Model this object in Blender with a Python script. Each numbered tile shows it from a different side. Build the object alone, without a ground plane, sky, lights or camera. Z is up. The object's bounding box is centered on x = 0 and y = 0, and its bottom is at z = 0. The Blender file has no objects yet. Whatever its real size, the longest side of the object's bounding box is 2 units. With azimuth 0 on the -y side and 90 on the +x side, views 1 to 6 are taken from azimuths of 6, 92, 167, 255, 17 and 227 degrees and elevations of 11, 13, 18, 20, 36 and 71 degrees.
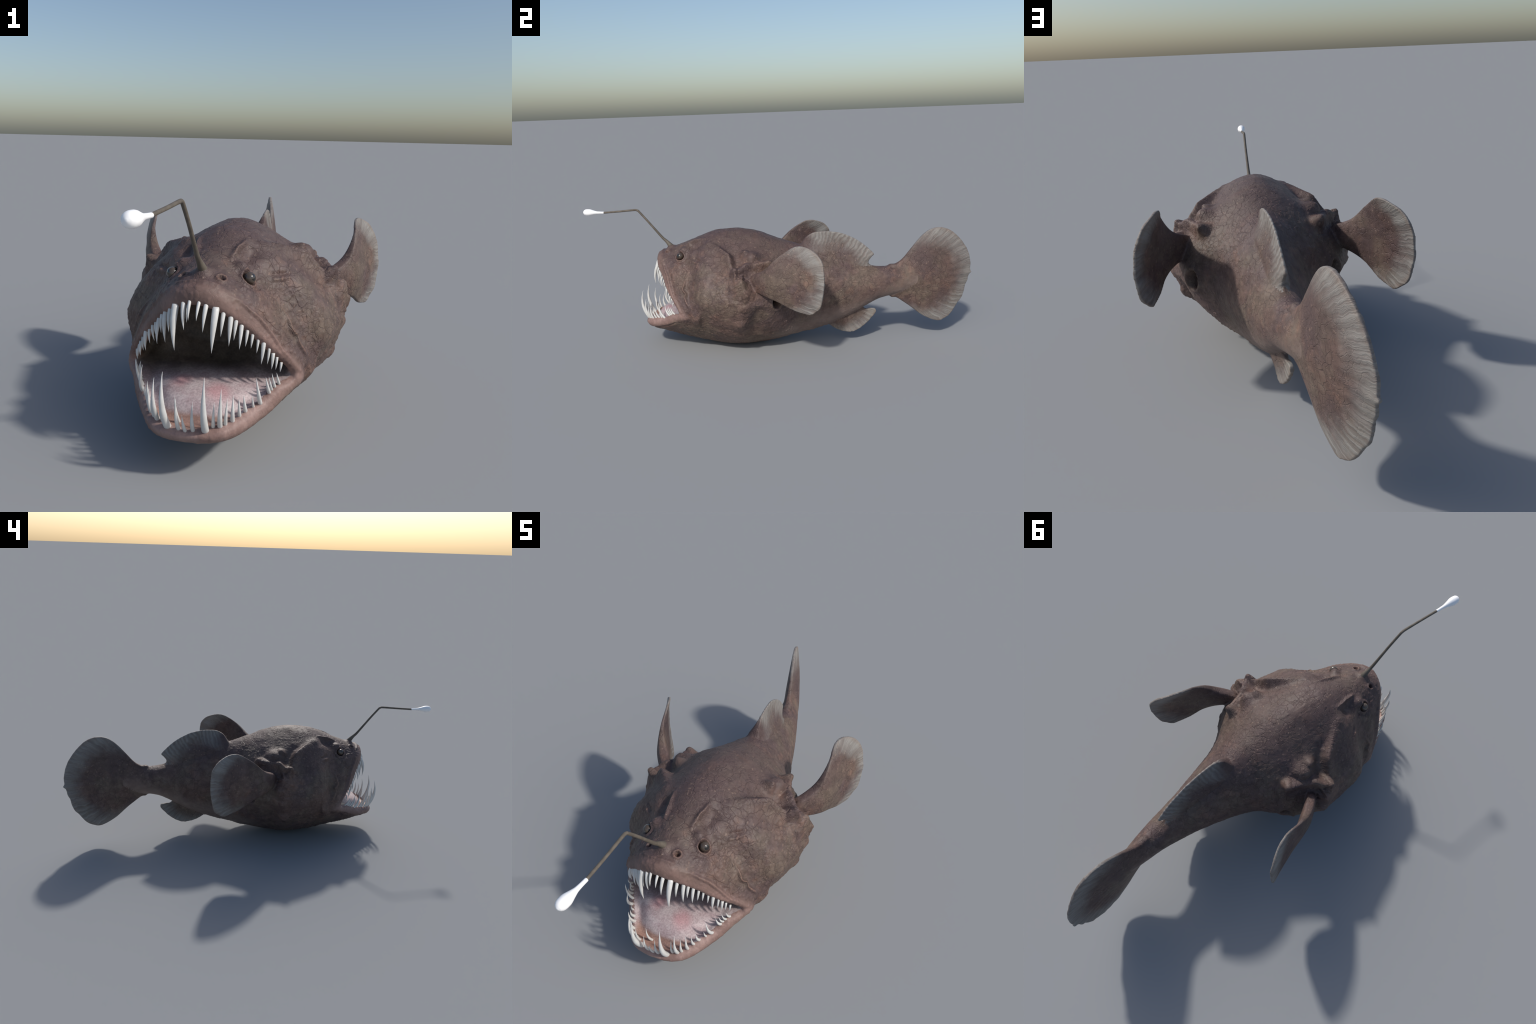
"""Deep-sea anglerfish with a gaping, needle-toothed mouth.

Everything is first modelled in a straight, mirror-symmetric fish frame
(w = to the fish's left, s = from snout to tail, z = up); at the very end the
frame is yawed a little and bent along a spine so that the tail curls.
"""
import bpy, math, random
import numpy as np
from mathutils import Vector, noise
from mathutils.kdtree import KDTree

random.seed(7)
np.random.seed(7)
VOXEL = 0.0031

# ------------------------------------------------------------------ the spine
SLOPE = 0.11
AX_T = np.array([SLOPE, 1.0]) / math.hypot(SLOPE, 1.0)     # tailward
AX_L = np.array([AX_T[1], -AX_T[0]])                       # fish's left
SPINE_S = np.array([0.10, 0.20, 0.30, 0.40, 0.48, 0.56, 0.70, 0.81, 0.90, 1.00, 1.10])
SPINE_X = np.array([0.006, 0.017, 0.0250, 0.0295, 0.0290, 0.0255, 0.0130, -0.003, -0.021, -0.052, -0.086])


def spine_x(s):
    """x of the midline: straight through head and trunk, curling at the tail."""
    s = np.asarray(s, float)
    y = np.interp(s, SPINE_S, SPINE_X)
    # cubic (Catmull-Rom) refinement of the bent part
    i = np.clip(np.searchsorted(SPINE_S, s) - 1, 1, len(SPINE_S) - 3)
    t = (s - SPINE_S[i]) / (SPINE_S[i + 1] - SPINE_S[i])
    p0, p1, p2, p3 = SPINE_X[i - 1], SPINE_X[i], SPINE_X[i + 1], SPINE_X[i + 2]
    h = SPINE_S[i + 1] - SPINE_S[i]
    m1 = (p2 - p0) / (SPINE_S[i + 1] - SPINE_S[i - 1]) * h
    m2 = (p3 - p1) / (SPINE_S[i + 2] - SPINE_S[i]) * h
    c = (2*t**3-3*t**2+1)*p1 + (t**3-2*t**2+t)*m1 + (-2*t**3+3*t**2)*p2 + (t**3-t**2)*m2
    bent = np.where((s > SPINE_S[1]) & (s < SPINE_S[-2]), c, y)
    return np.where(s < 0.2, -0.005 + SLOPE * s, bent)


def to_world(P):
    P = np.asarray(P, float).reshape(-1, 3)
    w, s, z = P[:, 0], P[:, 1], P[:, 2]
    rigid = np.stack([-0.005 + w*AX_L[0] + s*AX_T[0], w*AX_L[1] + s*AX_T[1], z], 1)
    sx, ds = spine_x(s), 0.01
    g = np.clip((spine_x(s + ds) - spine_x(s - ds)) / (2*ds), -.4, .4)
    n = np.hypot(g, 1.0)
    bend = np.stack([sx + w / n, s - w * g / n - 0.006 * np.clip((s - .1) / .1, 0, 1) * 0, z], 1)
    lean = .003*smooth01(s, -.38, -.2)*smooth01(s, .35, .15)     # the trunk leans to the left
    rigid[:, 0] += lean; bend[:, 0] += lean
    k = np.clip((s - 0.12) / 0.1, 0, 1)
    k = k*k*(3-2*k)
    k = k * np.clip((0.30 - np.abs(w)) / 0.1, 0, 1)        # pectoral fins stay with the head
    return rigid*(1-k[:, None]) + bend*k[:, None]


# ------------------------------------------------------------ small math tools
def catmull(P, n, closed=False):
    """n samples per span through the control points P (k, d)."""
    P = np.asarray(P, float)
    k = len(P)
    out = []
    spans = k if closed else k - 1
    for i in range(spans):
        if closed:
            a, b, c, d = P[(i-1) % k], P[i], P[(i+1) % k], P[(i+2) % k]
        else:
            a, b, c, d = P[max(i-1, 0)], P[i], P[i+1], P[min(i+2, k-1)]
        for j in range(n):
            t = j / n
            out.append(0.5*((2*b) + (c-a)*t + (2*a-5*b+4*c-d)*t*t + (3*b-a-3*c+d)*t**3))
    if not closed:
        out.append(P[-1])
    return np.array(out)


def smooth01(x, a, b):
    t = np.clip((x - a) / (b - a), 0, 1)
    return t*t*(3-2*t)


def seg_dist(P, line):
    """distance of points to a polyline, and position 0..1 along it"""
    line = np.asarray(line, float)
    best = np.full(len(P), 9.0)
    pos = np.zeros(len(P))
    L = np.linalg.norm(np.diff(line, axis=0), axis=1)
    tot, run = L.sum(), 0.0
    for i in range(len(line)-1):
        a, d = line[i], line[i+1]-line[i]
        t = np.clip(((P-a) @ d) / (d @ d), 0, 1)
        r = np.linalg.norm(P - (a + t[:, None]*d), axis=1)
        m = r < best
        best[m] = r[m]
        pos[m] = ((run + t*L[i]) / tot)[m]
        run += L[i]
    return best, pos


# ----------------------------------------------------------- head & body rings
# Each ring is given on its left half from the top centre to the bottom centre
# (nine stations; the fifth is the corner of the mouth) and mirrored.
THROAT = 0
RINGS_HEAD = [
    # inside of the mouth, from the throat forwards
    ("in", [(0, -.474, .456), (.07, -.466, .438), (.135, -.440, .388), (.180, -.41, .32), (.195, -.388, .256), (.165, -.41, .231), (.12, -.445, .221), (.06, -.475, .217), (0, -.48, .216)]),
    ("in", [(0, -.545, .455), (.058, -.535, .440), (.118, -.500, .392), (.172, -.465, .322), (.207, -.420, .240), (.172, -.458, .213), (.128, -.520, .198), (.066, -.583, .192), (0, -.597, .191)]),
    ("in", [(0, -.583, .437), (.058, -.572, .417), (.108, -.538, .368), (.160, -.503, .306), (.213, -.445, .229), (.178, -.485, .208), (.138, -.545, .178), (.078, -.622, .150), (0, -.640, .140)]),
    # the rim on which the teeth stand
    ("lip", [(0, -.604, .436), (.06, -.592, .418), (.113, -.557, .370), (.166, -.520, .312), (.222, -.455, .226), (.190, -.498, .206), (.150, -.560, .176), (.090, -.647, .151), (0, -.670, .140)]),
    ("lip", [(0, -.615, .452), (.066, -.601, .432), (.126, -.561, .380), (.182, -.520, .315), (.238, -.458, .224), (.203, -.507, .194), (.161, -.574, .159), (.096, -.668, .134), (0, -.690, .126)]),
    ("skin", [(0, -.606, .484), (.075, -.583, .463), (.142, -.533, .398), (.196, -.500, .312), (.249, -.446, .216), (.216, -.490, .173), (.169, -.562, .135), (.093, -.652, .108), (0, -.671, .102)]),
    ("skin", [(0, -.553, .501), (.07, -.537, .487), (.150, -.482, .424), (.206, -.462, .332), (.258, -.415, .214), (.213, -.455, .163), (.156, -.520, .118), (.084, -.602, .091), (0, -.620, .086)]),
    ("skin", [(0, -.460, .537), (.071, -.450, .514), (.164, -.408, .430), (.234, -.392, .338), (.276, -.355, .215), (.223, -.381, .149), (.153, -.425, .094), (.075, -.495, .060), (0, -.51, .045)]),
]
ANGLES = np.radians([90, 62, 35, 8, -18, -40, -58, -75, -90])
# s, top, bottom, height of greatest width, half width, roundness above / below
SECTIONS = [
    (-.33, .588, .000, .305, .302, 1.55, 1.50), (-.24, .602, -.003, .305, .322, 1.44, 1.66),
    (-.15, .598, -.002, .30, .330, 1.42, 1.62), (-.07, .580, .004, .30, .324, 1.48, 1.45),
    (.00, .553, .021, .30, .286, 1.48, 1.5), (.06, .535, .038, .30, .224, 1.5, 1.75),
    (.12, .517, .057, .30, .172, 1.55, 1.8), (.20, .489, .077, .298, .135, 1.6, 1.9),
    (.28, .465, .106, .295, .112, 1.65, 1.8), (.36, .437, .142, .292, .092, 1.7, 1.9),
    (.44, .408, .190, .297, .077, 1.8, 2.0), (.51, .395, .226, .310, .065, 2.0, 2.0),
    (.57, .393, .242, .320, .056, 2.0, 2.0), (.63, .388, .255, .322, .048, 2.0, 2.0),
    (.70, .375, .275, .325, .036, 2.0, 2.0),
]
CAVITY = [(-.36, .39, .265, .32, .08, 2.0, 2.0), (-.373, .42, .25, .32, .12, 2.0, 2.0), (-.405, .447, .226, .32, .168, 2.2, 2.2)]


def half_ring(sec):
    s, top, bot, zc, a, nt, nb = sec
    c, sn = np.cos(ANGLES), np.sin(ANGLES)
    n = np.where(sn > 0, nt, nb)
    w = a * np.abs(c)**(2/n)
    h = np.where(sn > 0, top-zc, zc-bot)
    return np.stack([w, np.full(9, s), zc + h*np.sign(sn)*np.abs(sn)**(2/n)], 1)


def full_ring(half):
    half = np.asarray(half, float)
    mir = half[1:-1][::-1] * np.array([-1, 1, 1])
    return np.concatenate([half, mir])


def body_mesh():
    rings, kind = [], []
    for sec in CAVITY:
        rings.append(full_ring(half_ring(sec))); kind.append(0)
    for k, r in RINGS_HEAD:
        rings.append(full_ring(r)); kind.append({"in": 0, "lip": 1, "skin": 2}[k])
    for sec in SECTIONS:
        rings.append(full_ring(half_ring(sec))); kind.append(2)
    fine = np.array([catmull(r, 8, True) for r in rings])          # R x 128 x 3
    sub = 7
    long = catmull(fine.reshape(len(fine), -1), sub).reshape(-1, fine.shape[1], 3)
    kinds = np.repeat(kind, sub)[:len(long)]
    n, m = long.shape[:2]
    verts = [tuple(p) for p in long.reshape(-1, 3)]
    faces = [(i*m+j, i*m+(j+1) % m, (i+1)*m+(j+1) % m, (i+1)*m+j) for i in range(n-1) for j in range(m)]
    for ring, sgn in ((0, 1), (n-1, -1)):
        verts.append(tuple(long[ring].mean(0)))
        c = len(verts)-1
        for j in range(m):
            f = (c, ring*m+(j+1) % m, ring*m+j)
            faces.append(f if sgn > 0 else f[::-1])
    lab = np.concatenate([np.repeat(kinds, m), [0, 2]])
    return np.array(verts), faces, lab


# ------------------------------------------------------------------------ fins
def blade(outline, centre, lift, half_thickness, steps=6, rings=22):
    """A closed fin: star-shaped outline in a plane (p, q), a surface
    lift(p, q) -> (w, s, z), its thickness direction and a half thickness."""
    edge = catmull(outline, steps, True)
    m = len(edge)
    c = np.asarray(centre, float)
    radii = np.linspace(0, 1, rings+1)[1:]
    verts, faces = [], []
    grids = []
    for side in (1, -1):
        ids = []
        for r in radii:
            pq = c + (edge-c)*r
            base, normal = lift(pq)
            t = half_thickness(pq, r)
            row = base + side*normal*t[:, None]
            ids.append(range(len(verts), len(verts)+m))
            verts.extend(map(tuple, row))
        base, normal = lift(c[None])
        verts.append(tuple((base + side*normal*half_thickness(c[None], 0.0)[:, None])[0]))
        grids.append((ids, len(verts)-1))
    for g, (ids, cc) in enumerate(grids):
        for j in range(m):
            k = (j+1) % m
            f = [(cc, ids[0][j], ids[0][k])]
            for a, b in zip(ids[:-1], ids[1:]):
                f.append((a[j], b[j], b[k], a[k]))
            faces += f if g == 0 else [q[::-1] for q in f]
    for j in range(m):
        k = (j+1) % m
        faces.append((grids[0][0][-1][j], grids[1][0][-1][j], grids[1][0][-1][k], grids[0][0][-1][k]))
    return np.array(verts), faces


def median_lift(ripple, wave):
    def lift(pq):
        s, z = pq[:, 0], pq[:, 1]
        return np.stack([ripple(s, z), s, z], 1), np.tile([1.0, 0, 0], (len(pq), 1))
    return lift


# caudal fin
TAIL_EDGE = [(.56, .390), (.60, .404), (.635, .428), (.668, .468), (.705, .513), (.74, .548), (.778, .572), (.822, .579),
             (.860, .570), (.892, .551), (.925, .520), (.950, .489), (.972, .452), (.987, .410), (.994, .372), (.993, .345),
             (1.000, .332), (.988, .318), (.982, .285), (.972, .262), (.966, .228), (.953, .194), (.936, .174),
             (.914, .140), (.894, .116), (.866, .098), (.835, .087), (.804, .093), (.772, .107), (.732, .131), (.688, .166), (.643, .201), (.603, .229), (.57, .243)]


def tail_half(pq, r):
    d = np.hypot(pq[:, 0]-.56, pq[:, 1]-.322)
    ang = np.arctan2(pq[:, 1]-.322, pq[:, 0]-.56)
    t = .0055 + .025*(1-r**1.6) + .016*np.exp(-((d/.17)**2))*(1-.5*r)
    return t + .0007*np.sin(ang*60)*smooth01(d, .18, .36)


def tail_lift(pq):
    s, z = pq[:, 0], pq[:, 1]
    ang = np.arctan2(z-.322, s-.56)
    d = np.hypot(s-.56, z-.322)
    w = .008*np.sin((z-.33)*9)*smooth01(s, .7, 1.0) + .008*smooth01(s, .9, 1.0)*np.exp(-((z-.33)/.03)**2)*0.6
    w = w - .0012*np.cos(ang*14)*smooth01(d, .25, .42)
    return np.stack([w, s, z], 1), np.tile([1.0, 0, 0], (len(pq), 1))


# dorsal fin
DORSAL_EDGE = [(.10, .46), (.128, .515), (.148, .548), (.172, .568), (.205, .580), (.265, .582), (.326, .572), (.36, .559), (.396, .541),
               (.425, .522), (.452, .500), (.490, .462), (.482, .447), (.466, .425), (.466, .408), (.476, .396), (.43, .36), (.35, .34), (.25, .35), (.15, .40)]


def dorsal_base(s):
    return np.interp(s, [.10, .2, .28, .36, .47], [.53, .49, .465, .437, .40])


def dorsal_half(pq, r):
    s, z = pq[:, 0], pq[:, 1]
    h = np.clip((z - dorsal_base(s)) / .11, 0, 1)
    t = .0055 + .034*(1-h)**1.8*np.interp(s, [.1, .2, .4, .48], [1, 1, .7, .4])
    t = t * (1 - .45*r**6)
    return np.maximum(t + .0014*np.sin(s*230+z*90)*smooth01(h, .35, .8), .004)


def dorsal_lift(pq):
    s, z = pq[:, 0], pq[:, 1]
    w = .012*smooth01(z, .50, .585)*np.interp(s, [.15, .3, .48], [1, .3, -.2])
    return np.stack([w, s, z], 1), np.tile([1.0, 0, 0], (len(pq), 1))


# anal fin
ANAL_EDGE = [(.25, .15), (.235, .118), (.262, .095), (.294, .073), (.331, .058), (.377, .053), (.415, .068), (.440, .085), (.464, .106),
             (.490, .136), (.502, .152), (.499, .171), (.474, .175), (.451, .174), (.434, .186), (.42, .21), (.36, .20), (.30, .18)]


def anal_half(pq, r):
    s, z = pq[:, 0], pq[:, 1]
    d = np.hypot(s-.30, z-.22)
    ang = np.arctan2(z-.22, s-.30)
    return np.maximum(.0065 + .022*smooth01(d, .17, .06) + .0015*np.sin(ang*40)*smooth01(d, .12, .17), .0045)


def anal_lift(pq):
    s, z = pq[:, 0], pq[:, 1]
    return np.stack([.004*np.sin(s*22), s, z], 1), np.tile([1.0, 0, 0], (len(pq), 1))


# pectoral fin (left; mirrored for the right)
PECTORAL_EDGE = [(-.09, .40), (-.075, .430), (-.046, .446), (-.012, .468), (.040, .520), (.092, .558), (.132, .578), (.172, .578), (.218, .559), (.247, .529), (.258, .498),
                 (.262, .443), (.259, .394), (.244, .317), (.220, .288), (.197, .272), (.172, .274), (.115, .288), (.051, .319), (-.005, .338), (-.045, .350), (-.08, .37)]


def pectoral_w(s):
    """the fin leaves the flank steeply on a stout arm, then sweeps back"""
    return catmull_at(s, [-.10, -.045, 0, .05, .10, .15, .20, .25, .30], [.245, .297, .328, .345, .356, .369, .385, .406, .425])


def catmull_at(x, xs, ys):
    g = np.gradient(np.array(ys), np.array(xs))
    xs, ys = np.array(xs), np.array(ys)
    i = np.clip(np.searchsorted(xs, x)-1, 0, len(xs)-2)
    h = xs[i+1]-xs[i]
    t = (x-xs[i])/h
    return (2*t**3-3*t**2+1)*ys[i] + (t**3-2*t**2+t)*h*g[i] + (-2*t**3+3*t**2)*ys[i+1] + (t**3-t**2)*h*g[i+1]


def pectoral_lift(pq, roll=.09):
    s, z = pq[:, 0], pq[:, 1]
    ang = np.arctan2(z-.40, s+.06)
    d = np.hypot(s+.06, z-.40)
    w = pectoral_w(s) + .013*(1-((z-.43)/.11)**2)*smooth01(s, -.02, .12)*.9 + .001*np.cos(ang*26)*smooth01(d, .18, .32)
    w = w + roll*(.43-z)*smooth01(s, -.02, .15)
    n = np.tile([.92, -.39, 0.0], (len(pq), 1))
    return np.stack([w, s, z], 1), n


def pectoral_half(pq, r):
    s, z = pq[:, 0], pq[:, 1]
    d = np.hypot(s+.06, z-.40)
    ang = np.arctan2(z-.40, s+.06)
    t = .0052 + .018*smooth01(d, .20, .05)*(1-.35*r**4) + .005*smooth01(d, .34, .12)*(1-r**3)
    return np.maximum(t + .0006*np.sin(ang*40)*smooth01(d, .17, .3), .005)


# ----------------------------------------------- one watertight skin: remeshed
def new_mesh(name, verts, faces):
    me = bpy.data.meshes.new(name)
    me.from_pydata([tuple(v) for v in verts], [], faces)
    me.update()
    return me


V, F, LAB = body_mesh()
parts = [(V, F, LAB)]
FIN_LABELS = {3: "tail_fin", 4: "dorsal_fin", 5: "anal_fin", 6: "pectoral_fin", 7: "pectoral_fin"}
tv, tf = blade(TAIL_EDGE, (.74, .33), tail_lift, tail_half, 5, 26)
dv, df = blade(DORSAL_EDGE, (.30, .44), dorsal_lift, dorsal_half, 8, 20)
av, af = blade(ANAL_EDGE, (.35, .14), anal_lift, anal_half, 6, 14)
pv, pf = blade(PECTORAL_EDGE, (.10, .425), pectoral_lift, pectoral_half, 8, 24)
qv = pv + np.stack([.013+.038*smooth01(pv[:, 1], -.05, .25) - .03*(.43-pv[:, 2])*smooth01(pv[:, 1], -.02, .15), -.001+0*pv[:, 1], -.008*smooth01(pv[:, 1], -.05, .2)], 1)
qv, qf = qv*np.array([-1, 1, 1]), [f[::-1] for f in pf]
for lab, (v, f) in zip((3, 4, 5, 6, 7), ((tv, tf), (dv, df), (av, af), (pv, pf), (qv, qf))):
    parts.append((v, f, np.full(len(v), lab)))

allv, allf, alll, off = [], [], [], 0
for v, f, l in parts:
    allv.append(v); alll.append(l)
    allf += [tuple(i+off for i in q) for q in f]
    off += len(v)
allv, alll = np.concatenate(allv), np.concatenate(alll)
src = new_mesh("skin_source", allv, allf)
tmp = bpy.data.objects.new("skin_source", src)
bpy.context.scene.collection.objects.link(tmp)
import bmesh
bm = bmesh.new(); bm.from_mesh(src)
bmesh.ops.recalc_face_normals(bm, faces=bm.faces)
bm.to_mesh(src); bm.free()
rm = tmp.modifiers.new("one_skin", "REMESH")
rm.mode, rm.voxel_size, rm.adaptivity = "VOXEL", VOXEL, 0.0
dg = bpy.context.evaluated_depsgraph_get()
me = bpy.data.meshes.new_from_object(tmp.evaluated_get(dg))
bpy.data.objects.remove(tmp)
N = len(me.vertices)
co = np.empty(N*3); me.vertices.foreach_get("co", co); co = co.reshape(-1, 3)
NF = len(me.polygons)
loops = np.empty(len(me.loops), int); me.loops.foreach_get("vertex_index", loops)
quads = loops.reshape(-1, 4)
ed = np.empty(len(me.edges)*2, int); me.edges.foreach_get("vertices", ed); ed = ed.reshape(-1, 2)
E0, E1 = ed[:, 0], ed[:, 1]
deg = np.bincount(ed.ravel(), minlength=N).astype(float)


def neighbour_mean(P):
    return np.stack([(np.bincount(E0, P[E1, k], N) + np.bincount(E1, P[E0, k], N)) / deg for k in range(3)], 1)


def relax(P, times, amount):
    amount = np.asarray(amount, float)
    if amount.ndim:
        amount = amount[:, None]
    for _ in range(times):
        P = P + amount*(neighbour_mean(P)-P)
    return P


def normals(P):
    a, b, c, d = P[quads[:, 0]], P[quads[:, 1]], P[quads[:, 2]], P[quads[:, 3]]
    fn = np.cross(c-a, d-b)
    vn = np.zeros((N, 3))
    for k in range(4):
        for x in range(3):
            vn[:, x] += np.bincount(quads[:, k], fn[:, x], N)
    return vn/np.maximum(np.linalg.norm(vn, axis=1), 1e-12)[:, None]


# which part does each vertex come from
kd = KDTree(len(allv))
for i, p in enumerate(allv):
    kd.insert(p, i)
kd.balance()
vlab = np.array([alll[kd.find(p)[1]] for p in co])

# blend the fin roots into the trunk, iron out the voxel steps
m = np.stack([np.abs(co[:, 0]), co[:, 1], co[:, 2]], 1)            # mirrored
root = smooth01(np.linalg.norm((m-np.array([.29, -.01, .40]))*np.array([1, .8, 1]), axis=1), .15, .07)
dors = smooth01(np.abs(co[:, 2]-dorsal_base(co[:, 1])-.005), .05, .02)*smooth01(co[:, 1], .06, .14)*(co[:, 1] < .56)*(np.abs(co[:, 0]) < .09)
caud = smooth01(np.abs(co[:, 1]-.62), .13, .05)
anal = smooth01(np.linalg.norm((co-np.array([0, .33, .13]))*np.array([1, .45, 1.2]), axis=1), .09, .03)
lipz = smooth01(np.linalg.norm(m-np.array([.23, -.455, .22]), axis=1), .07, .03)*.5
co = relax(co, 24, .5*np.clip(np.maximum.reduce([root, dors, caud, anal*.7, lipz]), 0, 1))
for _ in range(4):
    co = relax(co, 1, .5)
    co = relax(co, 1, -.45)

# ------------------------------------------------------------ sculpted features
m = np.stack([np.abs(co[:, 0]), co[:, 1], co[:, 2]], 1)
skin = np.isin(vlab, [1, 2])
outer = (vlab == 2).astype(float)
for _ in range(8):
    outer = (np.bincount(E0, outer[E1], N) + np.bincount(E1, outer[E0], N)) / deg
nrm = normals(co)
disp = np.zeros(N)
push = np.zeros((N, 3))


hide = np.nonzero(vlab == 2)[0]
kd_hide = KDTree(len(hide))
for i in hide:
    kd_hide.insert(m[i], int(i))
kd_hide.balance()


def snap(P):
    """nearest points of the smooth hide (left half)"""
    return np.array([kd_hide.find(p)[0] for p in np.atleast_2d(np.array(P, float))])


def bump(c, r, h, power=2.0):
    d = np.linalg.norm(m-snap(c)[0], axis=1)/r
    return h*np.exp(-d**power)*outer


def ridge(line, r, h, taper=True):
    d, p = seg_dist(m, snap(catmull(line, 6)))
    k = np.sin(np.clip(p, 0.02, .98)*math.pi)**.5 if taper else 1.0
    return h*np.exp(-(d/r)**2)*k*outer


pulled = np.zeros(N)


def shove(vec, k):
    """draw the hide along a vector; where two pulls meet the stronger wins"""
    vec = np.broadcast_to(vec, (N, 3))
    size = k*np.linalg.norm(vec, axis=1)
    win = size > pulled
    pulled[win] = size[win]
    full = np.stack([k*vec[:, 0]*np.sign(co[:, 0]), k*vec[:, 1], k*vec[:, 2]], 1)
    push[win] = full[win]


def knob(tip, r, sharp=2.8, least=.006):
    """a blunt tubercle drawn out of the hide until it reaches its tip"""
    tip = np.array(tip, float)
    b = snap(tip)[0]
    v = tip-b
    L = np.linalg.norm(v)
    if L < least:
        c_ = np.array([b[0], 0, b[2]-.3]); c_ /= np.linalg.norm(c_)
        v = c_*least
    shove(v, np.exp(-(np.linalg.norm(m-b, axis=1)/r)**sharp)*outer)


def crest(line, r, ahead=None):
    """a raised edge drawn out of the hide up to a line in space; its front
    slope may be wider than its rear one"""
    T = catmull(line, 8)
    B = snap(T)
    d2 = ((m[hide][:, None, :]-B[None])**2).sum(2)
    near = d2.argmin(1)
    fore = m[hide][:, 1] < B[near, 1]
    rr = np.where(fore, ahead or r, r)
    k = np.zeros(N); vec = np.zeros((N, 3))
    k[hide] = np.exp(-d2[np.arange(len(hide)), near]/rr**2)
    vec[hide] = (T-B)[near]
    shove(vec, k)


# eye sockets, heavy brow knobs, nostrils
disp += bump((.107, -.471, .482), .028, -.012)
knob((.093, -.462, .519), .022, 2.4, .011)
de = np.linalg.norm(m-snap((.109, -.473, .483))[0], axis=1)
disp += outer*.011*np.exp(-((de-.0235)/.0065)**2)
disp += outer*.004*np.exp(-((de-.048)/.012)**2)*(m[:, 2] < .47)
dn = np.linalg.norm(m-snap((.050, -.545, .492))[0], axis=1)
disp += outer*(.005*np.exp(-((dn-.0125)/.005)**2) - .024*np.exp(-(dn/.0068)**2.5))
# the hollow behind the brow with its sharp inner crest, and the hump beside it
disp += ridge([(.085, -.43, .515), (.092, -.40, .530), (.102, -.36, .548)], .024, -.015)
disp += ridge([(.052, -.455, .527), (.054, -.43, .537), (.058, -.40, .548), (.072, -.35, .565)], .0075, .012)
disp += ridge([(.108, -.345, .55), (.120, -.325, .548), (.138, -.33, .53)], .016, .006)
disp += ridge([(.125, -.38, .515), (.145, -.35, .515), (.16, -.31, .53)], .022, .004)
disp += ridge([(.004, -.588, .492), (.028, -.588, .495), (.055, -.58, .487)], .0055, .0045, False)
# frown folds above the cheek
disp += ridge([(.155, -.40, .47), (.172, -.375, .463), (.19, -.345, .46)], .006, .006)
disp += ridge([(.150, -.39, .483), (.170, -.365, .476), (.185, -.34, .474)], .006, -.006)
# cheek plate: a raised rear edge with a shoulder hollow behind it
PLATE = [(.105, -.325, .555), (.15, -.278, .545), (.19, -.235, .532), (.221, -.202, .522), (.243, -.190, .49), (.270, -.176, .456)]
crest(PLATE, .014, .032)
disp += ridge([(.16, -.225, .555), (.20, -.185, .525), (.225, -.165, .495), (.245, -.15, .47)], .026, -.006)
# shoulder girdle: tubercles in a chain above the pectoral fin
crest([(.304, -.158, .458), (.284, -.13, .464), (.264, -.108, .480), (.246, -.08, .474), (.234, -.04, .478), (.224, -.005, .480)], .023)
knob((.308, -.160, .465), .024)
crest([(.310, -.158, .462), (.318, -.155, .42), (.322, -.15, .385)], .020)
knob((.224, .000, .484), .024)
knob((.217, -.091, .512), .038, 2.4)
knob((.200, -.125, .525), .024, 2.2)
disp += ridge([(.25, -.06, .45), (.235, -.01, .45), (.22, .04, .44)], .020, -.004)
# lateral tubercles of the gill cover
knob((.347, -.107, .361), .030, 2.6, .012)
knob((.334, -.115, .275), .026, 2.4, .010)
knob((.303, -.136, .180), .032, 2.6, .016)
disp += ridge([(.31, -.05, .29), (.30, -.06, .24), (.27, -.08, .17), (.20, -.10, .09)], .036, -.020)
disp += ridge([(.27, -.30, .13), (.28, -.22, .13), (.25, -.13, .10)], .022, -.006)
crest([(.336, -.122, .41), (.341, -.112, .36), (.330, -.119, .275), (.296, -.141, .185)], .020, .055)
# gill hole behind the pectoral root
gh = snap((.241, .012, .294))[0]
dgh = np.linalg.norm((m-gh)*np.array([1, 1.2, .8]), axis=1)
shove(np.array([-.8, -.5, .1])*.085, outer*np.exp(-(dgh/.022)**4))
disp += outer*.006*np.exp(-((dgh-.034)/.010)**2)
# lip fold and the wavy crest on the cheek
disp += ridge([(.085, -.578, .455), (.109, -.560, .436), (.147, -.527, .381), (.172, -.512, .345), (.196, -.500, .305), (.225, -.47, .25), (.24, -.445, .225)], .0060, .011)
disp += ridge([(.10, -.555, .445), (.155, -.51, .385), (.206, -.485, .305), (.232, -.45, .25)], .010, -.005)
disp += ridge([(.200, -.432, .40), (.203, -.428, .37), (.208, -.432, .335), (.222, -.418, .318), (.232, -.420, .295), (.257, -.399, .26)], .0055, .012)
disp += ridge([(.215, -.415, .355), (.225, -.405, .32), (.245, -.395, .285)], .014, -.006)
# crease under the lower lip, corner fold
disp += ridge([(0, -.668, .095), (.09, -.648, .100), (.155, -.57, .128), (.21, -.49, .165)], .007, -.006, False)
disp += ridge([(.262, -.425, .24), (.266, -.40, .20), (.24, -.42, .15)], .018, -.008)
# base of the fishing rod
b_ = snap((0, -.545, .507))[0]
shove(np.array([0, -.010, .024]), outer*np.exp(-(np.linalg.norm(m-b_, axis=1)/.017)**1.6))

co = co + nrm*disp[:, None] + push
nrm = normals(co)

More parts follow.
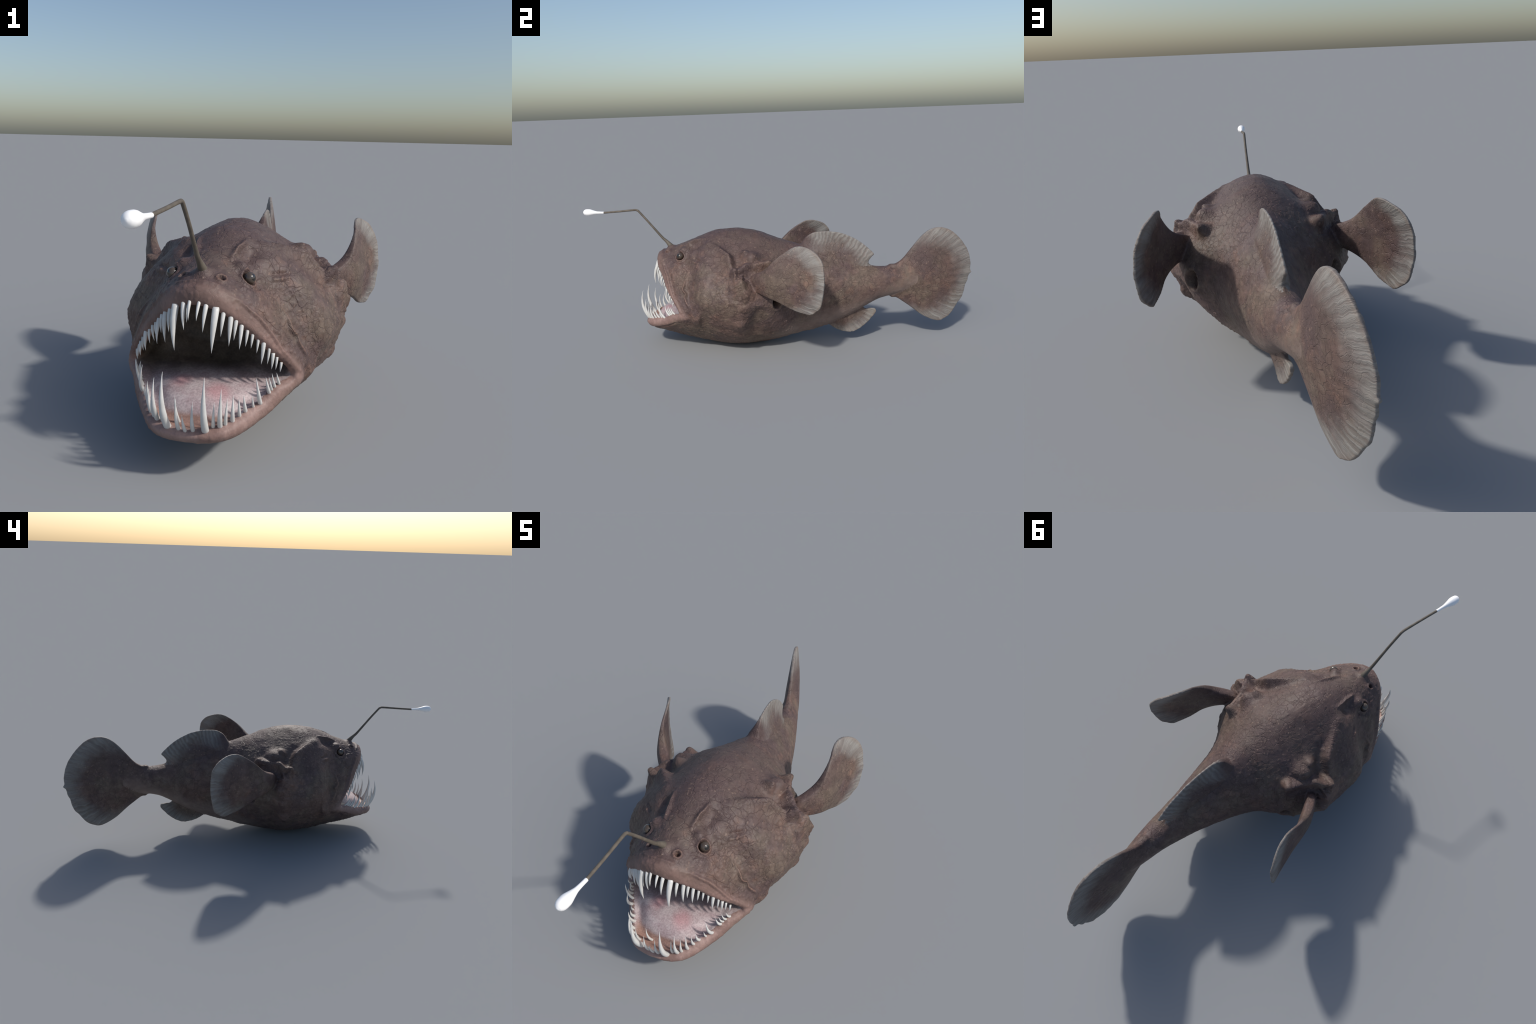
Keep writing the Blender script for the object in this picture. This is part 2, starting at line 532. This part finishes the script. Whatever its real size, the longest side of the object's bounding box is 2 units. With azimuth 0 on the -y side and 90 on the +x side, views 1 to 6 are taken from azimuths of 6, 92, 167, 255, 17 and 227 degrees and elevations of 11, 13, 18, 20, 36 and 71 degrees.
# lumpy, warty skin
lump = np.zeros(N)
for i in np.nonzero(skin)[0]:
    p = m[i]
    q = Vector((p[0]*1.0 + 3.1*(co[i, 0] > 0), p[1], p[2]))
    a = noise.noise(q*9.0)*.0030 + noise.noise(q*22.0)*.0020
    e2 = noise.voronoi(q*68.0)[0]
    a += (max(0.0, .45-e2[0])*.0060 if p[2] < .5 else max(0.0, .45-e2[0])*.003)
    d = noise.voronoi(q*38.0)[0]
    wart = max(0.0, .42-d[0])*.0085*(0.25+max(0, noise.noise(q*6.0+Vector((5, 1, 2))))*1.5)*(1-.75*min(1, max(0, (p[2]-.45)/.08)))
    lump[i] = a + wart
lip = vlab == 1
lump *= smooth01(de, .026, .045)
gum_bump = np.zeros(N)
LOWER_ROOTS = [(.018, -.676, .135), (.048, -.673, .139), (.064, -.661, .143), (.080, -.657, .147), (.091, -.648, .148), (.105, -.632, .151), (.118, -.612, .158), (.129, -.594, .165), (.145, -.575, .170), (.159, -.559, .177), (.176, -.524, .191), (.187, -.505, .201)]
for b in LOWER_ROOTS:
    gum_bump += np.exp(-(np.linalg.norm(m-np.array(b), axis=1)/.0075)**2)*.0035
front = 1-.75*smooth01(m[:, 1], .25, .05)*0
lump *= np.where(lip, .8, 1.0)*np.interp(m[:, 1], [-.7, -.5, .1, .4, .6], [.5, 1, 1, .5, .3])
lump *= np.where(m[:, 2] < .03, .4, 1)
inner_soft = (vlab == 0)
co = co + nrm*(lump + gum_bump)[:, None]
co = relax(co, 1, .35)
# the belly rests on the ground
sole = np.clip(.006 - co[:, 2], 0, None)
co[:, 2] = np.where(co[:, 2] < .006, .006*np.exp(-sole/.006), co[:, 2])

# ------------------------------------------------ bend into place, split by region
low = co[:, 2].min()
world = to_world(co)
nw = normals(world)
if np.sum((world[:, 0]-np.mean(world[:, 0]))*nw[:, 0]) < 0:
    nw = -nw
ZL = 0.0


def lab_faces():
    l = vlab[quads]
    out = np.empty(NF, int)
    s = co[quads].mean(1)
    out[:] = np.sort(l, axis=1)[:, 1]
    return out, s


fl, fc = lab_faces()
region = np.empty(NF, object)
fm = np.abs(fc[:, 0])
for f, name in ((0, "mouth_cavity"), (1, "lip")):
    region[fl == f] = name
sk = fl == 2
gill = fc[:, 1] < -.20 + .18*np.clip((.30-fc[:, 2])/.3, 0, 1)
region[sk & gill] = "head"
region[sk & ~gill & (fc[:, 1] < .45)] = "torso"
region[sk & ~gill & (fc[:, 1] >= .45)] = "tail"
region[fl == 3] = "tail_fin"
region[fl == 4] = "dorsal_fin"
region[fl == 5] = "anal_fin"
region[(fl == 6)] = "pectoral_fin_l"
region[(fl == 7)] = "pectoral_fin_r"

root_obj = bpy.data.objects.new("anglerfish", None)
root_obj.empty_display_size = .1
bpy.context.scene.collection.objects.link(root_obj)
root_obj["label"] = "brown warty deep-sea anglerfish with gaping toothy mouth and lure"
root_obj["category"] = "anglerfish"


def add(name, mesh, parent=root_obj, mat=None):
    o = bpy.data.objects.new(name, mesh)
    bpy.context.scene.collection.objects.link(o)
    o.parent = parent
    if mat:
        mesh.materials.append(mat)
    return o


# ------------------------------------------------------------------- materials
class Nodes:
    def __init__(self, name):
        self.mat = bpy.data.materials.new(name)
        self.mat.use_nodes = True
        self.t = self.mat.node_tree
        self.b = self.t.nodes["Principled BSDF"]
        self.pos = self.new("ShaderNodeTexCoord").outputs["Object"]

    def new(self, kind, **kw):
        n = self.t.nodes.new(kind)
        for k, v in kw.items():
            setattr(n, k, v)
        return n

    def put(self, sock, v):
        if isinstance(v, bpy.types.NodeSocket):
            self.t.links.new(v, sock)
        else:
            sock.default_value = v

    def math(self, op, a, b=0.0, c=0.0, clamp=False):
        n = self.new("ShaderNodeMath", operation=op, use_clamp=clamp)
        for s, v in zip(n.inputs, (a, b, c)):
            self.put(s, v)
        return n.outputs[0]

    def vmath(self, op, a, b=(0, 0, 0)):
        n = self.new("ShaderNodeVectorMath", operation=op)
        self.put(n.inputs[0], a)
        if op == "SCALE":
            self.put(n.inputs["Scale"], b)
        else:
            self.put(n.inputs[1], b)
        return n.outputs["Value"] if op in ("LENGTH", "DISTANCE", "DOT_PRODUCT") else n.outputs["Vector"]

    def step(self, x, a, b, lo=0.0, hi=1.0):
        n = self.new("ShaderNodeMapRange", interpolation_type="SMOOTHSTEP")
        for i, v in enumerate((x, a, b, lo, hi)):
            self.put(n.inputs[i], v)
        return n.outputs[0]

    def noise(self, scale, detail=3.0, rough=.55, vec=None, dist=0.0):
        n = self.new("ShaderNodeTexNoise")
        self.put(n.inputs["Vector"], vec if vec is not None else self.pos)
        self.put(n.inputs["Scale"], scale); self.put(n.inputs["Detail"], detail)
        self.put(n.inputs["Roughness"], rough); self.put(n.inputs["Distortion"], dist)
        return n.outputs

    def voronoi(self, scale, feature="F1", vec=None, rnd=1.0):
        n = self.new("ShaderNodeTexVoronoi", feature=feature)
        self.put(n.inputs["Vector"], vec if vec is not None else self.pos)
        self.put(n.inputs["Scale"], scale); self.put(n.inputs["Randomness"], rnd)
        return n.outputs

    def mix(self, f, a, b, mode="MIX"):
        n = self.new("ShaderNodeMix", data_type="RGBA", blend_type=mode)
        self.put(n.inputs[0], f)
        for s, v in ((n.inputs[6], a), (n.inputs[7], b)):
            self.put(s, (*v, 1.0) if isinstance(v, tuple) and len(v) == 3 else v)
        return n.outputs[2]

    def warped(self, scale, amount):
        n = self.noise(scale, 2.0)
        d = self.vmath("SUBTRACT", n["Color"], (.5, .5, .5))
        return self.vmath("ADD", self.pos, self.vmath("SCALE", d, amount))

    def sep(self, v=None):
        n = self.new("ShaderNodeSeparateXYZ")
        self.put(n.inputs[0], v if v is not None else self.pos)
        return n.outputs

    def bump(self, h, strength, dist, prev=None):
        n = self.new("ShaderNodeBump")
        self.put(n.inputs["Strength"], strength); self.put(n.inputs["Distance"], dist); self.put(n.inputs["Height"], h)
        if prev is not None:
            self.put(n.inputs["Normal"], prev)
        return n.outputs[0]

    def done(self, color, rough=.6, normal=None, spec=.35):
        self.put(self.b.inputs["Base Color"], (*color, 1.0) if isinstance(color, tuple) else color)
        self.put(self.b.inputs["Roughness"], rough)
        self.put(self.b.inputs["Specular IOR Level"], spec)
        if normal is not None:
            self.put(self.b.inputs["Normal"], normal)
        return self.mat


BROWN = (.122, .079, .066)
PURPLE = (.094, .063, .060)
OLIVE = (.127, .096, .074)
PINK = (.30, .165, .13)
PALE = (.285, .280, .262)
CRACK = (.060, .036, .034)


def skin_nodes(name, smooth_skin=None):
    """brown hide: mottled, finely pebbled, veined with dark branching cracks"""
    n = Nodes(name)
    w1 = n.warped(9.0, .050)
    w2 = n.warped(38.0, .020)
    w12 = n.vmath("ADD", w2, n.vmath("SUBTRACT", w1, n.pos))
    big = n.noise(5.0, 3.0, .6)["Fac"]
    col = n.mix(n.step(big, .42, .60), PURPLE, BROWN)
    ol = n.noise(7.5, 4.0, .6, n.vmath("ADD", n.pos, (3.0, 1.0, 7.0)))["Fac"]
    col = n.mix(n.step(ol, .44, .64, 0.0, .75), col, OLIVE)
    rd = n.noise(11.0, 4.0, .65, n.vmath("ADD", n.pos, (9.0, 4.0, 1.0)))["Fac"]
    col = n.mix(n.step(rd, .54, .72, 0.0, .55), col, (.185, .105, .078))
    blotch = n.noise(34.0, 3.0, .65, n.vmath("ADD", n.pos, (2.0, 6.0, 4.0)))["Fac"]
    col = n.mix(.46, col, n.mix(n.step(blotch, .30, .70), (.28, .27, .27), (.72, .73, .72)), "OVERLAY")
    # the back is dusky and purplish, the flanks warmer
    up_ = n.math("ADD", n.sep()[2], n.math("MULTIPLY", n.math("SUBTRACT", n.noise(6.0, 4.0, .6)["Fac"], .5), .22))
    up_ = n.math("ADD", up_, n.math("MULTIPLY", n.math("MAXIMUM", n.sep()[1], 0.0), .12))
    col = n.mix(n.step(up_, .42, .56, 0.0, .62), col, (.082, .055, .053))
    # small tiles of hide, each a little different
    tv = n.voronoi(52.0, vec=w12)
    tile = n.sep(tv["Color"])[0]
    col = n.mix(.30, col, n.mix(tile, (.34, .32, .32), (.66, .67, .66)), "OVERLAY")
    # pale warts in clusters
    pv = n.voronoi(72.0, vec=w2)
    clus = n.step(n.noise(8.0, 2.0, .5, n.vmath("ADD", n.pos, (7.0, 2.0, 5.0)))["Fac"], .34, .58)
    keep = n.math("MULTIPLY", n.step(n.sep(pv["Color"])[0], .50, .70), clus)
    peb = n.math("MULTIPLY", n.step(pv["Distance"], .42, .12), keep)
    col = n.mix(n.math("MULTIPLY", peb, .42), col, (.26, .180, .138))
    # veins of dark cracks, long ones broken up by a mask and a finer web
    ce = n.voronoi(29.0, "DISTANCE_TO_EDGE", vec=w12)["Distance"]
    cm = n.step(n.noise(10.0, 2.0, .5, n.vmath("ADD", n.pos, (1.0, 8.0, 3.0)))["Fac"], .36, .56)
    ck = n.math("MULTIPLY", n.step(ce, .050, .004), cm)
    ce2 = n.voronoi(62.0, "DISTANCE_TO_EDGE", vec=w12)["Distance"]
    cm2 = n.step(n.noise(17.0, 2.0, .5, n.vmath("ADD", n.pos, (4.0, 3.0, 9.0)))["Fac"], .40, .62)
    ck2 = n.math("MULTIPLY", n.step(ce2, .085, .01), n.math("MULTIPLY", cm2, .60))
    crack = n.math("MAXIMUM", ck, ck2)
    if smooth_skin:                       # where the hide is bare: no veins, no warts
        bare = n.math("SUBTRACT", 1.0, smooth_skin(n))
        crack, peb = n.math("MULTIPLY", crack, bare), n.math("MULTIPLY", peb, bare)
    col = n.mix(n.math("MULTIPLY", crack, .56), col, CRACK)
    grain = n.noise(260.0, 3.0, .65)["Fac"]
    col = n.mix(.40, col, n.mix(n.step(grain, .3, .7), (.42, .42, .42), (.62, .62, .62)), "OVERLAY")
    # fleshy worn edges of crests and tubercles
    geo = n.new("ShaderNodeNewGeometry")
    worn = n.step(geo.outputs["Pointiness"], .525, .585, 0.0, .42)
    col = n.mix(worn, col, (.30, .175, .125))
    h = n.math("SUBTRACT", n.math("MULTIPLY", peb, .6), n.math("MULTIPLY", crack, 1.0))
    h = n.math("ADD", h, n.math("MULTIPLY", tile, .25))
    h = n.math("ADD", h, n.math("MULTIPLY", grain, .30))
    nor = n.bump(h, .42, .004)
    return n, col, nor


def head_material():
    n, col, nor = skin_nodes("warty_head_hide")
    # distance behind the mouth opening: lips are flushed and smooth
    d = n.vmath("SUBTRACT", n.pos, (-.005, 0, 0))
    s = n.vmath("DOT_PRODUCT", d, (float(AX_T[0]), float(AX_T[1]), 0))
    z = n.sep()[2]
    up = n.math("SUBTRACT", s, n.math("ADD", -.606, n.math("MULTIPLY", n.math("SUBTRACT", .45, z), .64)))
    lo = n.math("SUBTRACT", s, n.math("ADD", -.45, n.math("MULTIPLY", n.math("SUBTRACT", z, .22), 2.4)))
    behind = n.math("MAXIMUM", up, n.math("MULTIPLY", lo, .5))
    wob = n.math("MULTIPLY", n.math("SUBTRACT", n.noise(12.0)["Fac"], .5), .05)
    flush = n.step(n.math("ADD", behind, wob), .065, .0)
    a = n.noise(12.0, 4.0, .6)["Fac"]
    g = n.noise(150.0, 3.0, .6)["Fac"]
    pink = n.mix(n.step(a, .38, .64), (.165, .105, .090), (.250, .158, .136))
    pink = n.mix(n.step(z, .26, .18, 0.0, .72), pink, n.mix(n.step(a, .38, .62), (.25, .155, .135), (.36, .245, .220)))
    pink = n.mix(.35, pink, n.mix(n.step(g, .3, .7), (.40, .40, .40), (.62, .62, .62)), "OVERLAY")
    col = n.mix(n.math("MULTIPLY", flush, .88), col, pink)
    calm = n.new("ShaderNodeMix", data_type="VECTOR")
    n.put(calm.inputs[0], n.math("MULTIPLY", flush, .75)); n.put(calm.inputs[4], nor)
    n.put(calm.inputs[5], n.new("ShaderNodeNewGeometry").outputs["Normal"])
    nor = calm.outputs[1]
    return n.done(col, .55, nor)


def belly(n):
    """the bare, paler belly of the hind trunk"""
    z, y = n.sep()[2], n.sep()[1]
    line = n.math("SUBTRACT", z, n.math("MULTIPLY_ADD", y, .34, .075))
    wob = n.math("MULTIPLY", n.math("SUBTRACT", n.noise(9.0, 3.0)["Fac"], .5), .10)
    return n.math("MULTIPLY", n.step(n.math("ADD", line, wob), .07, -.02), n.step(n.math("ADD", y, wob), -.09, .06))


def body_material():
    n, col, nor = skin_nodes("warty_trunk_hide", belly)
    fine = n.noise(28.0, 4.0, .6)["Fac"]
    pale = n.mix(n.step(fine, .35, .65), (.190, .140, .122), (.235, .178, .155))
    col = n.mix(n.math("MULTIPLY", belly(n), .75), col, pale)
    return n.done(col, .58, nor)


def fin_material(name, hub, ring, radius, rays, plane, regular=.2, bare=None):
    """hide that pales to grey, rayed margins; hub = where the rays spring,
    ring/radius = the circle that the free margin follows, both in (p, z)"""
    made = {}

    def margin(n):
        """1 on the free, rayed margin of the fin, 0 on its fleshy root"""
        p, z = n.vmath("DOT_PRODUCT", n.pos, plane), n.sep()[2]

        def polar(c):
            a, b = n.math("SUBTRACT", p, c[0]), n.math("SUBTRACT", z, c[1])
            return a, b, n.math("SQRT", n.math("ADD", n.math("MULTIPLY", a, a), n.math("MULTIPLY", b, b)))
        r = polar(ring)[2]
        ha, hb, hr = polar(hub)
        wob = n.noise(16.0, 3.0)["Fac"]
        ang = n.math("ADD", n.math("ARCTAN2", hb, ha), n.math("MULTIPLY", n.math("SUBTRACT", wob, .5), .10))
        ray = n.math("MULTIPLY_ADD", n.math("SINE", n.math("MULTIPLY", ang, rays)), .5, .5)
        cmb = n.new("ShaderNodeCombineXYZ")
        n.put(cmb.inputs[0], n.math("MULTIPLY", ang, rays*.35)); n.put(cmb.inputs[1], n.math("MULTIPLY", hr, 5.0))
        streak = n.step(n.noise(1.0, 3.0, .65, cmb.outputs[0])["Fac"], .36, .68)
        ray = n.math("ADD", n.math("MULTIPLY", ray, regular), n.math("MULTIPLY", streak, 1.0-regular))
        edge = n.step(n.math("ADD", r, n.math("MULTIPLY", n.math("SUBTRACT", wob, .5), .08)), radius*.55, radius*1.0)
        away = n.step(hr, .10, .20)
        if bare:
            away = n.math("MULTIPLY", away, n.step(polar(bare)[2], .025, .085))
        edge = n.math("MULTIPLY", edge, away)
        made.update(r=r, ray=ray, away=away, edge=edge)
        return edge

    n, col, nor = skin_nodes(name, margin)
    r, ray, away, edge = made["r"], made["ray"], made["away"], made["edge"]
    tint = n.math("MULTIPLY", edge, n.math("MULTIPLY_ADD", ray, .50, .38))
    col = n.mix(tint, col, PALE)
    rim = n.math("MULTIPLY", n.step(r, radius*.96, radius*1.06), .35)
    col = n.mix(n.math("MULTIPLY", rim, away), col, (.20, .14, .105))
    nor = n.bump(n.math("MULTIPLY", ray, edge), .35, .006, nor)
    return n.done(col, .58, nor)


def mouth_material():
    n = Nodes("mouth_lining")
    sp = n.sep()
    x, y, z = sp[0], sp[1], sp[2]
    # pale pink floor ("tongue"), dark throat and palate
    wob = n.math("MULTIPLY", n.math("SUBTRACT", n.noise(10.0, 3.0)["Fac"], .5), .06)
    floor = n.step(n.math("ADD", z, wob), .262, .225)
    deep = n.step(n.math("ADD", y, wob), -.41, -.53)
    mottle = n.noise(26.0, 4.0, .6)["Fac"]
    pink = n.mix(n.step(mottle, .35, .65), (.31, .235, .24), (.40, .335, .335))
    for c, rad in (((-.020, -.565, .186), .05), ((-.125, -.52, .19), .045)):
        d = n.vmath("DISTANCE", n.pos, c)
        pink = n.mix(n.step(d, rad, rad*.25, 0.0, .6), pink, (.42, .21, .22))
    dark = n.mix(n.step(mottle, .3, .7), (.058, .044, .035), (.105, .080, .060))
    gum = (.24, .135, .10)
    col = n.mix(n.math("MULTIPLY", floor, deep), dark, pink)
    d = n.vmath("SUBTRACT", n.pos, (-.005, 0, 0))
    s = n.vmath("DOT_PRODUCT", d, (float(AX_T[0]), float(AX_T[1]), 0))
    up = n.math("SUBTRACT", s, n.math("ADD", -.606, n.math("MULTIPLY", n.math("SUBTRACT", .45, z), .64)))
    low = n.step(z, .165, .150)
    near = n.math("MAXIMUM", n.step(n.math("ADD", up, wob), .045, .012), low)
    near = n.math("MULTIPLY", near, n.math("SUBTRACT", 1.0, n.math("MULTIPLY", n.step(z, .24, .22), n.step(z, .150, .165))))
    col = n.mix(n.math("MULTIPLY", near, .85), col, gum)
    g = n.noise(190.0, 3.0, .6)["Fac"]
    col = n.mix(.4, col, n.mix(n.step(g, .3, .7), (.5, .5, .5), (1.0, 1.0, 1.0)), "OVERLAY")
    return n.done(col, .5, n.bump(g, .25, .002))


def plain(name, color, rough, spec=.5, var=None):
    n = Nodes(name)
    c = color
    if var:
        c = n.mix(n.step(n.noise(40.0, 3.0)["Fac"], .35, .65), color, var)
    return n.done(c, rough, None, spec)


def eye_material():
    """dark pupil in a brown iris, wet"""
    n = Nodes("dark_glossy_eye")
    p = n.vmath("MULTIPLY", n.vmath("ABSOLUTE", n.pos), (1, 0, 0))
    q = n.vmath("ADD", p, n.vmath("MULTIPLY", n.pos, (0, 1, 1)))
    d = n.vmath("DOT_PRODUCT", n.vmath("NORMALIZE", q), (.80, -.52, .30))
    col = n.mix(n.step(d, .82, .88), (.072, .053, .039), (.014, .012, .012))
    n.b.inputs["Coat Weight"].default_value = .6
    n.b.inputs["Coat Roughness"].default_value = .03
    return n.done(col, .18, None, .5)


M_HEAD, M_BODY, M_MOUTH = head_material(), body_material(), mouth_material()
M_TAIL = fin_material("rayed_tail_fin", (.56, .322), (.755, .333), .245, 90.0, (0.0, 1.0, 0.0))
M_DORS = fin_material("rayed_dorsal_fin", (.10, .10), (.27, .34), .245, 150.0, (0.0, 1.0, 0.0), .7, (.135, .53))
M_ANAL = fin_material("rayed_anal_fin", (.27, .25), (.33, .22), .17, 60.0, (0.0, 1.0, 0.0))
M_PEC = fin_material("rayed_pectoral_fin", (-.07, .40), (.085, .42), .178, 70.0, (float(AX_T[0]), float(AX_T[1]), 0.0))
M_TOOTH = plain("ivory_tooth", (.58, .58, .56), .38, .5, (.65, .65, .63))
M_EYE = eye_material()
M_ROD = plain("rod_hide", (.135, .115, .092), .6, .3, (.10, .085, .068))
M_BULB = plain("pearly_lure", (.95, .95, .95), .45, .4)

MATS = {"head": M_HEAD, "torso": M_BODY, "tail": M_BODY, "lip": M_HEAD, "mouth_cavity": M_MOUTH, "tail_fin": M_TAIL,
        "dorsal_fin": M_DORS, "anal_fin": M_ANAL, "pectoral_fin_l": M_PEC, "pectoral_fin_r": M_PEC}
objs = {}
world[:, 2] += ZL
for name in MATS:
    idx = np.nonzero(region == name)[0]
    if not len(idx):
        continue
    q = quads[idx]
    used, inv = np.unique(q, return_inverse=True)
    inv = inv.reshape(-1, 4)
    base = "pectoral_fin" if name.startswith("pectoral") else name
    part = new_mesh(base, world[used], [tuple(int(i) for i in f) for f in inv])
    part.polygons.foreach_set("use_smooth", [True]*len(part.polygons))
    part.normals_split_custom_set_from_vertices([tuple(v) for v in nw[used]])
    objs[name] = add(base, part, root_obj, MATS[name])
for child, par in (("lip", "head"), ("mouth_cavity", "head"), ("tail_fin", "tail")):
    objs[child].parent = objs[par]
head = objs["head"]


def W(p):
    q = to_world([p])[0]
    q[2] += ZL
    return q


# ------------------------------------------------------------------- eyes, teeth
def sphere_mesh(name, r, seg=32, rings=20):
    b = bmesh.new()
    bmesh.ops.create_uvsphere(b, u_segments=seg, v_segments=rings, radius=r)
    me_ = bpy.data.meshes.new(name)
    b.to_mesh(me_); b.free()
    me_.polygons.foreach_set("use_smooth", [True]*len(me_.polygons))
    return me_


eye_mesh = sphere_mesh("eye", .0172)
eye_mesh.materials.append(M_EYE)
for sgn in (1, -1):
    e = add("eye", eye_mesh, head)
    e.location = W((.1060*sgn, -.471, .482))

# teeth: (base, tip, base radius); the left row, mirrored to the right
UPPER = [((.012, -.612, .443), (.010, -.630, .402), .0045), ((.029, -.608, .436), (.026, -.628, .374), .0060),
         ((.052, -.601, .428), (.048, -.624, .321), .0092), ((.069, -.590, .418), (.066, -.606, .360), .0058),
         ((.085, -.579, .406), (.084, -.594, .333), .0068), ((.097, -.572, .396), (.094, -.584, .346), .0055),
         ((.109, -.564, .379), (.107, -.577, .321), .0058), ((.122, -.555, .362), (.120, -.565, .326), .0046),
         ((.134, -.547, .351), (.132, -.555, .319), .0044), ((.147, -.537, .338), (.145, -.545, .304), .0042),
         ((.160, -.529, .328), (.156, -.537, .272), .0060), ((.173, -.520, .306), (.170, -.526, .270), .0040),
         ((.182, -.512, .291), (.180, -.517, .254), .0050), ((.191, -.504, .278), (.189, -.507, .250), .0038),
         ((.201, -.494, .261), (.199, -.496, .240), .0038)]
LOWER = [((.018, -.672, .136), (.021, -.690, .220), .0055), ((.048, -.669, .140), (.052, -.697, .287), .0095),
         ((.064, -.656, .144), (.069, -.668, .215), .0050), ((.080, -.653, .148), (.087, -.672, .252), .0068),
         ((.091, -.644, .148), (.098, -.654, .222), .0052), ((.105, -.628, .151), (.109, -.640, .226), .0060),
         ((.118, -.608, .158), (.120, -.626, .214), .0052), ((.129, -.590, .165), (.129, -.612, .216), .0055),
         ((.145, -.571, .170), (.145, -.586, .206), .0040), ((.159, -.555, .177), (.154, -.583, .252), .0062),
         ((.176, -.520, .191), (.171, -.546, .243), .0055), ((.181, -.510, .196), (.177, -.535, .240), .0040),
         ((.187, -.501, .201), (.183, -.525, .246), .0045), ((.196, -.491, .208), (.193, -.512, .244), .0045)]


def tooth_mesh(base, tip, r, out, bow):
    """a curved, slightly flattened fang sunk a little into the gum"""
    base, tip, out = np.array(base), np.array(tip), np.array(out, float)
    axis = tip-base
    L = np.linalg.norm(axis)
    base = base - axis/L*.006
    mid = (base+tip)/2 + out/np.linalg.norm(out)*bow*L
    u = np.linspace(0, 1, 15)
    path = ((1-u)**2)[:, None]*base + (2*u*(1-u))[:, None]*mid + (u*u)[:, None]*tip
    rad = r*np.maximum(1-u**1.9, .03)
    side = np.cross(axis/L, out); side /= np.linalg.norm(side)
    vs, k = [], 14
    for p, rr in zip(path, rad):
        fw = np.cross(side, axis/L)
        for j in range(k):
            a = 2*math.pi*j/k
            vs.append(p + rr*(math.cos(a)*side + math.sin(a)*fw*1.05))
    n_ = len(path)
    fs = [(i*k+j, i*k+(j+1) % k, (i+1)*k+(j+1) % k, (i+1)*k+j) for i in range(n_-1) for j in range(k)]
    fs += [tuple(range(k))[::-1], tuple(range((n_-1)*k, n_*k))]
    pts = to_world(np.array(vs)); pts[:, 2] += ZL
    return pts, fs


rng = random.Random(11)
for row, fwd, bow in ((UPPER, (.25, -1, .15), .22), (LOWER, (.25, -1, -.2), .28)):
    for sgn in (1, -1):
        for base, tip, r in row:
            j = rng.uniform(-.004, .004) if sgn < 0 else 0.0
            L = 1.0 if sgn > 0 else rng.uniform(.85, 1.12)
            b = np.array([base[0]*sgn, base[1], base[2]])
            t = np.array([tip[0]*sgn + j, tip[1] + j*.5, tip[2]])
            t = b + (t-b)*L
            out = (fwd[0]*sgn*min(1, abs(base[0])*8), fwd[1], fwd[2])
            pts, fs = tooth_mesh(b, t, r, out, bow)
            tm = new_mesh("tooth", pts, fs)
            tm.polygons.foreach_set("use_smooth", [True]*len(tm.polygons))
            add("tooth", tm, head, M_TOOTH)
# a few odd teeth of the second row, and the long splayed ones on the right
for base, tip, r in (((-.030, -.640, .142), (-.036, -.655, .215), .0045), ((-.001, -.676, .136), (-.006, -.690, .182), .0048),
                     ((-.058, -.585, .418), (-.060, -.598, .345), .005), ((-.020, -.600, .436), (-.019, -.615, .392), .004),
                     ((-.168, -.535, .182), (-.186, -.545, .258), .0055), ((-.118, -.606, .160), (-.116, -.634, .236), .0055)):
    pts, fs = tooth_mesh(base, tip, r, (0, -1, 0), .26)
    tm = new_mesh("tooth", pts, fs)
    tm.polygons.foreach_set("use_smooth", [True]*len(tm.polygons))
    add("tooth", tm, head, M_TOOTH)


# --------------------------------------------------------- fishing rod and lure
def tube(name, path, radii, k=16):
    path = np.array(path, float)
    tang = np.gradient(path, axis=0)
    tang /= np.linalg.norm(tang, axis=1)[:, None]
    side = np.array([1.0, 0, 0])
    vs = []
    for p, t, r in zip(path, tang, radii):
        a = side - (side @ t)*t; a /= np.linalg.norm(a)
        b = np.cross(t, a)
        for j in range(k):
            q = 2*math.pi*j/k
            vs.append(p + r*(math.cos(q)*a + math.sin(q)*b))
    n_ = len(path)
    fs = [(i*k+j, i*k+(j+1) % k, (i+1)*k+(j+1) % k, (i+1)*k+j) for i in range(n_-1) for j in range(k)]
    fs += [tuple(range(k))[::-1], tuple(range((n_-1)*k, n_*k))]
    me_ = new_mesh(name, vs, fs)
    me_.polygons.foreach_set("use_smooth", [True]*len(me_.polygons))
    return me_


rod_w = [W((0, -.538, .500)), W((0, -.552, .520)), W((-.001, -.568, .538)), W((-.001, -.588, .557)), W((0, -.625, .602)), W((.001, -.66, .645)),
         W((.001, -.702, .694)), W((.001, -.712, .701)), W((.001, -.727, .703)),
         np.array([-.092, -.80, .697+ZL]), np.array([-.103, -.890, .691+ZL])]
rod_r = np.array([[.018], [.012], [.0082], [.0066], [.0056], [.0054], [.0054], [.0056], [.0054], [.0050], [.0050]])
rp = catmull(np.array(rod_w), 5)
rr = catmull(rod_r, 5)[:, 0]
rod = add("fishing_rod", tube("fishing_rod", rp, rr), root_obj, M_ROD)
b0, b1 = np.array([-.1025, -.886, .691+ZL]), np.array([-.119, -.9985, .694+ZL])
prof = catmull(np.array([(0, .0058), (.2, .0062), (.36, .0078), (.52, .0122), (.70, .0172), (.86, .0166), (.95, .0110), (.995, .003)]), 5)
pinch = [1 + .07*noise.noise(Vector((u*4.0, 3.0, 1.0))) for u, _ in prof]
bulb = add("lure", tube("lure", [b0+(b1-b0)*u for u, _ in prof], [r*k for (_, r), k in zip(prof, pinch)], 20), rod, M_BULB)
